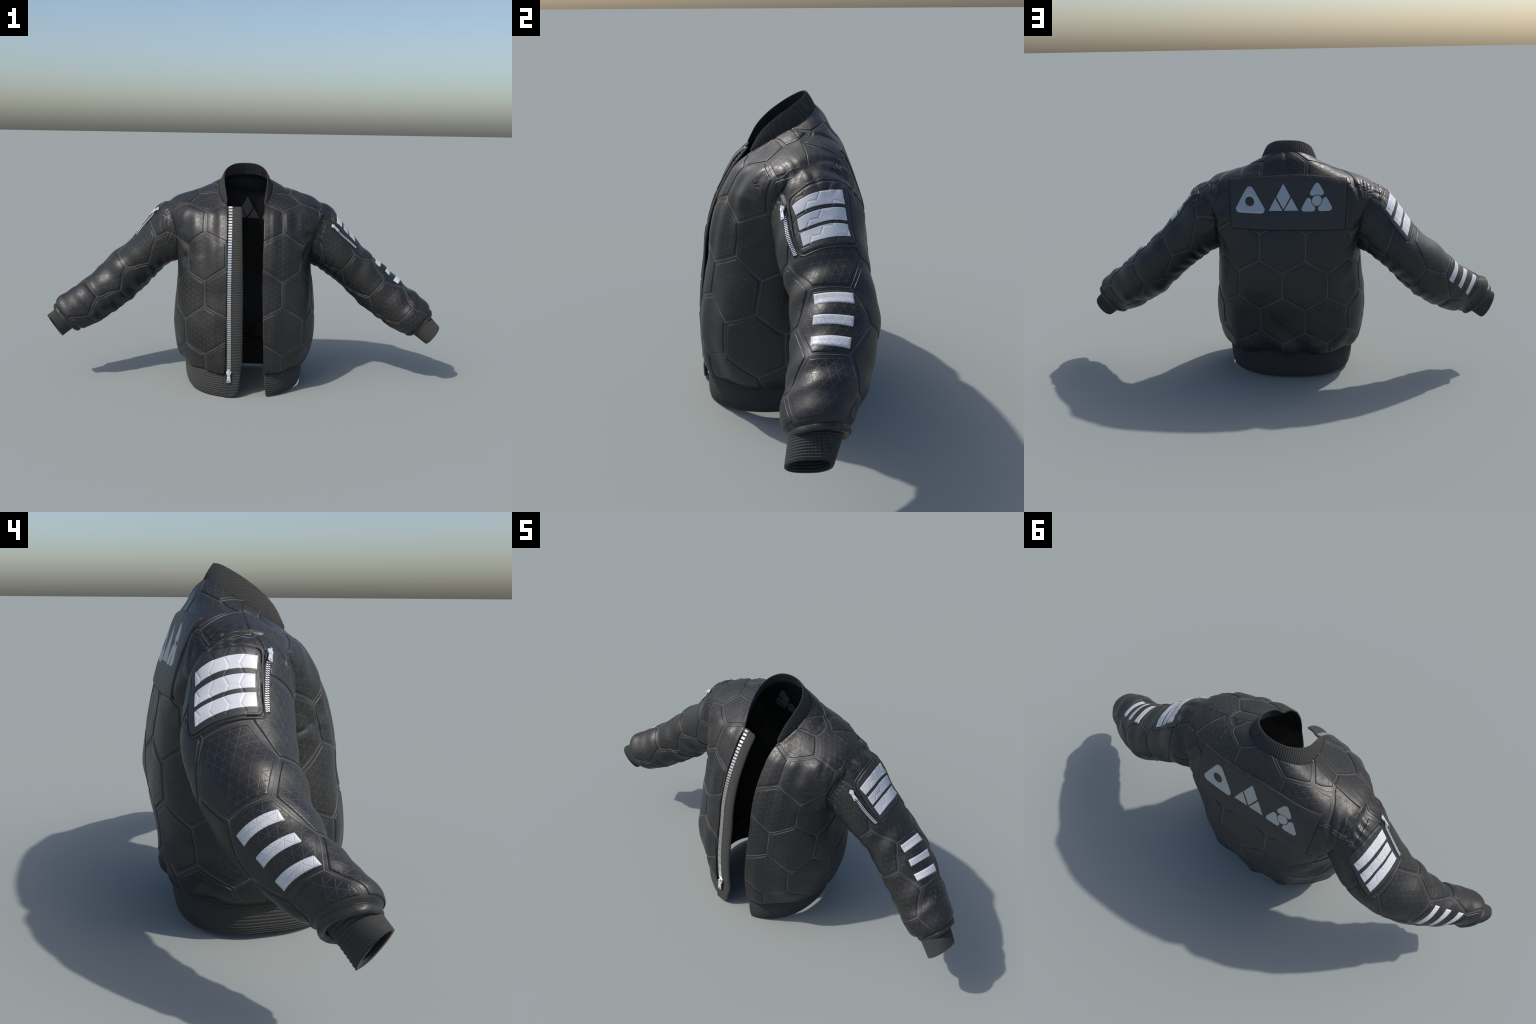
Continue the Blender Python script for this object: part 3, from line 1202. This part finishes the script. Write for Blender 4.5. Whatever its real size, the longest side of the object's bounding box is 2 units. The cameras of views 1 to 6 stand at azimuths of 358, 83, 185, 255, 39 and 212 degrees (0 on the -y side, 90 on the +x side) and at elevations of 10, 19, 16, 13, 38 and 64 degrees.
for side in (1, -1):
    chart, par, trim = CH["sleeve_l" if side > 0 else "sleeve_r"], sleeve_obj[side], SLEEVE_TRIM[side]
    ph = np.mean(trim["stripes"][1], 0)
    rel = lambda AB, ph=ph: honey_relief(AB, .0445, .0009, ph + np.array([.012, .006]))
    patch = quad_piece("pocket_patch", chart, trim["patch"], .0062, M_PATCH, par, round_corner=.016, edge=.003, relief=rel)
    for q in trim["stripes"]:
        quad_piece("reflective_stripe", chart, q, .0070, M_STRIPE, par, base=.004, edge=.0006, res=.0013, relief=rel)
    for q in trim["low"]:
        quad_piece("sleeve_stripe", chart, q, .0048, M_STRIPE_QUILT, par, base=.001, edge=.0005, res=.004, turn=math.pi / 2)
    # welt round the patch
    c = [np.array(p) for p in trim["patch"]]
    mid = sum(c) / 4
    ring = []
    for i in range(4):
        p0, p1, p2 = c[i - 1], c[i], c[(i + 1) % 4]
        o1 = p1 + (p1 - mid) / np.linalg.norm(p1 - mid) * .008
        a = o1 + (p0 - p1) / np.linalg.norm(p0 - p1) * .02
        b = o1 + (p2 - p1) / np.linalg.norm(p2 - p1) * .02
        for t in np.linspace(0, 1, 9):
            ring.append((1 - t) ** 2 * a + 2 * t * (1 - t) * o1 + t * t * b)
    ring = np.array(ring + ring[:1])
    L = np.r_[0, np.cumsum(np.linalg.norm(np.diff(ring, axis=0), axis=1))]
    t = np.linspace(0, L[-1], 260)
    ab = np.stack([np.interp(t, L, ring[:, 0]), np.interp(t, L, ring[:, 1])], 1)
    P, N = chart.where(ab)
    v, qd = tube_strip(P + N * .0012, N, .0042)
    add("patch_welt", new_mesh("patch_welt", v, qd, M_BASE), par)
    # zip: tape, two rows of teeth, slider
    a, b = (np.array(p) for p in trim["zip"])
    d = (b - a) / np.linalg.norm(b - a)
    w = np.array([d[1], -d[0]])
    tape = quad_piece("zip_tape", chart, (a - w * .0105 + d * .154, a + w * .0105 + d * .154, a + w * .0105 - d * .004, a - w * .0105 - d * .004), .0046, M_TAPE, par, edge=.0012, res=.004)
    parts = []
    n = 23
    for i in range(n):
        for sg in (-1, 1):
            p = a + d * (.026 + (i + (.5 if sg > 0 else 0)) * .0055) + w * sg * .0030
            P, N = chart.where(np.array([p, p + d * .003]))
            M = np.array(frame(P[0] + N[0] * .0042, P[1] - P[0], N[0]))
            v, q = extruded(rect(.0060, .0029), 0, .0030, .0005)
            parts.append((v @ M[:3, :3].T + M[:3, 3], q))
    v, q = merge(parts)
    teeth = add("zip_teeth", new_mesh("zip_teeth", v, q, M_METAL, False), par)
    teeth["kind"] = "stuff"
    P, N = chart.where(np.array([a + d * .003, a - d * .007]))
    v, q = slider_mesh(.78)
    add("zip_slider", new_mesh("zip_slider", v, q, M_METAL, False), par, frame(P[0] + N[0] * .0055, P[1] - P[0], N[0]))


# ------------------------------------------------------------------ back panel and its emblems
back = CH["back"]
PANEL = ((.248, .778), (-.260, .775), (-.268, 1.035), (.262, 1.017))
PW, PH = .525, .235
panel = quad_piece("back_panel", back, PANEL, .0066, M_PATCH, root, edge=.0014, res=.0019,
                   relief=lambda AB: honey_relief(AB, .057, .0007, (.02, .9), True))

_pc = [np.array(p) for p in PANEL]
_pm = sum(_pc) / 4
_ring = densify_open([c + (c - _pm) * .007 for c in _pc + _pc[:1]], .004)
_P, _N = back.where(_ring)
_v, _q = tube_strip(_P + _N * .0022, _N, .0022)
add("panel_welt", new_mesh("panel_welt", _v, _q, M_TAPE), root)  # dark tube modelled as the shadow line round the raised panel


def panel_ab(pts):
    """Panel coordinates in metres (x to the viewer's right from behind, y up) to the back chart."""
    p = np.asarray(pts, float)
    return bilinear(PANEL, p[:, 0] / PW + .5, p[:, 1] / PH + .5)


def rounded(poly, r, seg=9):
    """Polygon with rounded corners, as a dense outline."""
    out = []
    n = len(poly)
    for i in range(n):
        p0, p1, p2 = (np.array(poly[(i + k) % n], float) for k in (-1, 0, 1))
        a, b = (p0 - p1) / np.linalg.norm(p0 - p1), (p2 - p1) / np.linalg.norm(p2 - p1)
        half = math.acos(max(-1, min(1, a @ b))) / 2
        bis = (a + b) / np.linalg.norm(a + b)
        c = p1 + bis * r / math.sin(half)
        v0, v1 = p1 + a * r / math.tan(half) - c, p1 + b * r / math.tan(half) - c
        a0 = math.atan2(v0[1], v0[0])
        da = (math.atan2(v1[1], v1[0]) - a0 + math.pi) % TAU - math.pi
        for t in np.linspace(0, 1, seg):
            out.append(c + r * np.array([math.cos(a0 + da * t), math.sin(a0 + da * t)]))
    return np.array(out)


def densify(p, step):
    out = []
    for a, b in zip(p, np.roll(p, -1, 0)):
        n = max(1, int(np.linalg.norm(b - a) / step))
        out += [a + (b - a) * i / n for i in range(n)]
    return np.array(out)


def triangle(side, cx=0.0, cy=0.0, rot=0.0):
    r = side / math.sqrt(3)
    return [(cx + r * math.cos(rot + math.pi / 2 + k * TAU / 3), cy + r * math.sin(rot + math.pi / 2 + k * TAU / 3)) for k in range(3)]


def emblem_piece(name, outline, parent, inside=False):
    ab = panel_ab(densify(np.asarray(outline), .004))
    if poly_area(ab) < 0:
        ab = ab[::-1]
    if inside:
        data = cloth_piece(back, ab, .0022, .0008, base=-.0005, step=.006, inside=True)
    else:
        data = cloth_piece(back, ab, .0082, .0008, base=.0060, step=.006)
    return put_piece(name, data, M_EMBLEM_DARKENED if inside else M_EMBLEM, parent)


def ring_emblem(outline, hole_c, hole_r, parent, inside=False):
    """Plate with a round hole: grid from the hole to the outline."""
    o = densify(np.asarray(outline), .003)
    ang = np.arctan2(o[:, 1] - hole_c[1], o[:, 0] - hole_c[0])
    inner = np.array(hole_c) + hole_r * np.stack([np.cos(ang), np.sin(ang)], 1)
    ts = [0, 0, .03, .25, .5, .75, .97, 1, 1]
    lo, hi = (-.0005, .0022) if inside else (.0060, .0082)
    hs = [lo, hi - .0006, hi, hi, hi, hi, hi, hi - .0006, lo]
    AB = np.vstack([panel_ab(inner + (o - inner) * t) for t in ts])
    P, N = back.where(AB)
    if inside:
        P, N = P - N * LINING, -N
    V = P + N * np.repeat(hs, len(o))[:, None]
    mid = 4 * len(o)
    up = np.array([0, 0, 1.0])
    up -= N[mid] * (up @ N[mid])
    up /= np.linalg.norm(up)
    Q = [tuple(q) for q in grid_quads(len(ts), len(o), True)]
    q0 = np.array(Q[4 * len(o)])
    fn = np.cross(V[q0[1]] - V[q0[0]], V[q0[2]] - V[q0[0]])
    if fn @ N[mid] < 0:
        Q = [tuple(reversed(q)) for q in Q]
    me = new_mesh("emblem_plate", V, Q, M_EMBLEM_DARKENED if inside else M_EMBLEM)
    return add("emblem_plate", me, parent)


def build_emblems(parent, inside):
    sx, sy = .000388, .000400
    px = lambda x, y: ((x - 1390) * sx, (867 - y) * sy)
    c1 = px(952, 872)
    ring_emblem(rounded(triangle(.157, c1[0], c1[1] - .001), .0165), px(948, 858), .0207, parent, inside)
    for poly in ([(1345, 668), (1262, 808), (1345, 946), (1428, 808)], [(1250, 820), (1171, 958), (1333, 958)], [(1438, 820), (1352, 958), (1523, 958)]):
        emblem_piece("emblem_plate", [px(*p) for p in poly], parent, inside)
    c3 = np.array(px(1734, 857))
    th = np.linspace(0, TAU, 40, endpoint=False)
    emblem_piece("emblem_plate", c3 + .0222 * np.stack([np.cos(th), np.sin(th)], 1), parent, inside)
    for k in range(3):
        a = math.pi / 2 + k * TAU / 3
        o = densify(rounded(triangle(.079, .0432 * math.cos(a), .0432 * math.sin(a), k * TAU / 3), .0115), .003)
        r = np.linalg.norm(o, axis=1, keepdims=True)
        o = np.where(r < .0248, o / r * .0248, o)
        emblem_piece("emblem_plate", c3 + o, parent, inside)


build_emblems(panel, False)
build_emblems(lining, True)


# ------------------------------------------------------------------ front zip and its rib-knit facing
EDGE = T[:, -1]                      # leather edge on the wearer's right


def edge_at(z):
    """Leather edge on the wearer's right at height z; runs on down to the hem."""
    zz = np.r_[0.0, .04, .09, EDGE[:, 2]]
    yy = np.r_[-.291, -.296, -.295, EDGE[:, 1]]
    return np.interp(z, zz, yy)


def smooth_edge(z, w=.03):
    return sum(edge_at(np.asarray(z) + d) for d in np.linspace(-w, w, 9)) / 9


def make_placket():
    z0, z1 = .005, .911
    nz, nx = 900, 14
    z = np.linspace(z0, z1, nz)
    left = np.interp(z, [0, .10, .13, .9], [-.099, -.097, -.093, -.092])
    right = np.interp(z, [0, .03, .10, .17, .5, .9], [-.032, -.027, -.018, -.010, -.010, -.018])
    # rounded lower and upper corners
    r = .026
    low = z < z0 + r
    right = right - np.where(low, r - np.sqrt(np.maximum(0, r * r - (z0 + r - z) ** 2)), 0)
    r2 = .012
    high = z > z1 - r2
    right = right - np.where(high, r2 - np.sqrt(np.maximum(0, r2 * r2 - (z - z1 + r2) ** 2)), 0)
    y = smooth_edge(z) + np.interp(z, [0, .08, .12, .9], [-.003, -.001, .006, .006])
    t = np.linspace(0, 1, nx)
    X = left[:, None] + (right - left)[:, None] * t
    rib = rib_wave(z, .0078)[:, None] * .0026
    edge_round = .004 * smooth(t, .86, 1.0)[None] ** 2
    out = np.stack([X, y[:, None] - rib + edge_round, np.repeat(z[:, None], nx, 1)], -1)
    lean = -smooth(t, .30, .75)[None] * np.interp(z, [0, .3, .7, .9], [.003, .006, .010, .011])[:, None]
    out[..., 1] += lean
    inn = np.stack([X, y[:, None] + lean + .009 + rib * .5 - edge_round, np.repeat(z[:, None], nx, 1)], -1)
    return shell("front_facing", out, inn, M_RIB, root)


facing = make_placket()
tape_z = np.linspace(.098, .906, 200)
ty = smooth_edge(tape_z) + .0062
tape_out = np.stack([np.stack([np.full(200, x), ty - .0012, tape_z], -1) for x in (-.0905, -.0855, -.0645, -.0625)], 1)
tape_in = tape_out + np.array([0, .003, 0])
front_tape = shell("zip_tape", tape_out, tape_in, M_TAPE, root)
tv, tq = extruded([(-.0095, -.0026), (-.0088, -.0036), (.0088, -.0036), (.0095, -.0026), (.0095, .0026), (.0088, .0036), (-.0088, .0036), (-.0095, .0026)], -.001, .0020, .0008)
tooth_me = new_mesh("zip_tooth", tv, tq, M_TOOTH, False)
z = .132
while z < .909:
    stretch = float(np.interp(z, [.13, .5, .9], [1.0, 1.08, 1.45]))
    y0, y1 = float(smooth_edge(z)), float(smooth_edge(z + .01))
    up = np.array([0, y1 - y0, .01])
    nrm = np.array([0, -.01, y1 - y0])
    x = -.0750 + .0012 * math.sin(z * 9)
    add("zip_tooth", tooth_me, front_tape, frame((x, y0 + .0052, z), up, nrm) @ Matrix.Diagonal((1, stretch, 1, 1)))
    z += .0093 * stretch
v, q = slider_mesh(1.0)
y0 = float(smooth_edge(.121))
add("zip_slider", new_mesh("zip_slider", v, q, M_METAL, False), front_tape, frame((-.0745, y0 - .001, .125), (0, float(smooth_edge(.15)) - y0 + .002, .035), (0, -1, .05)))

bpy.context.view_layer.update()
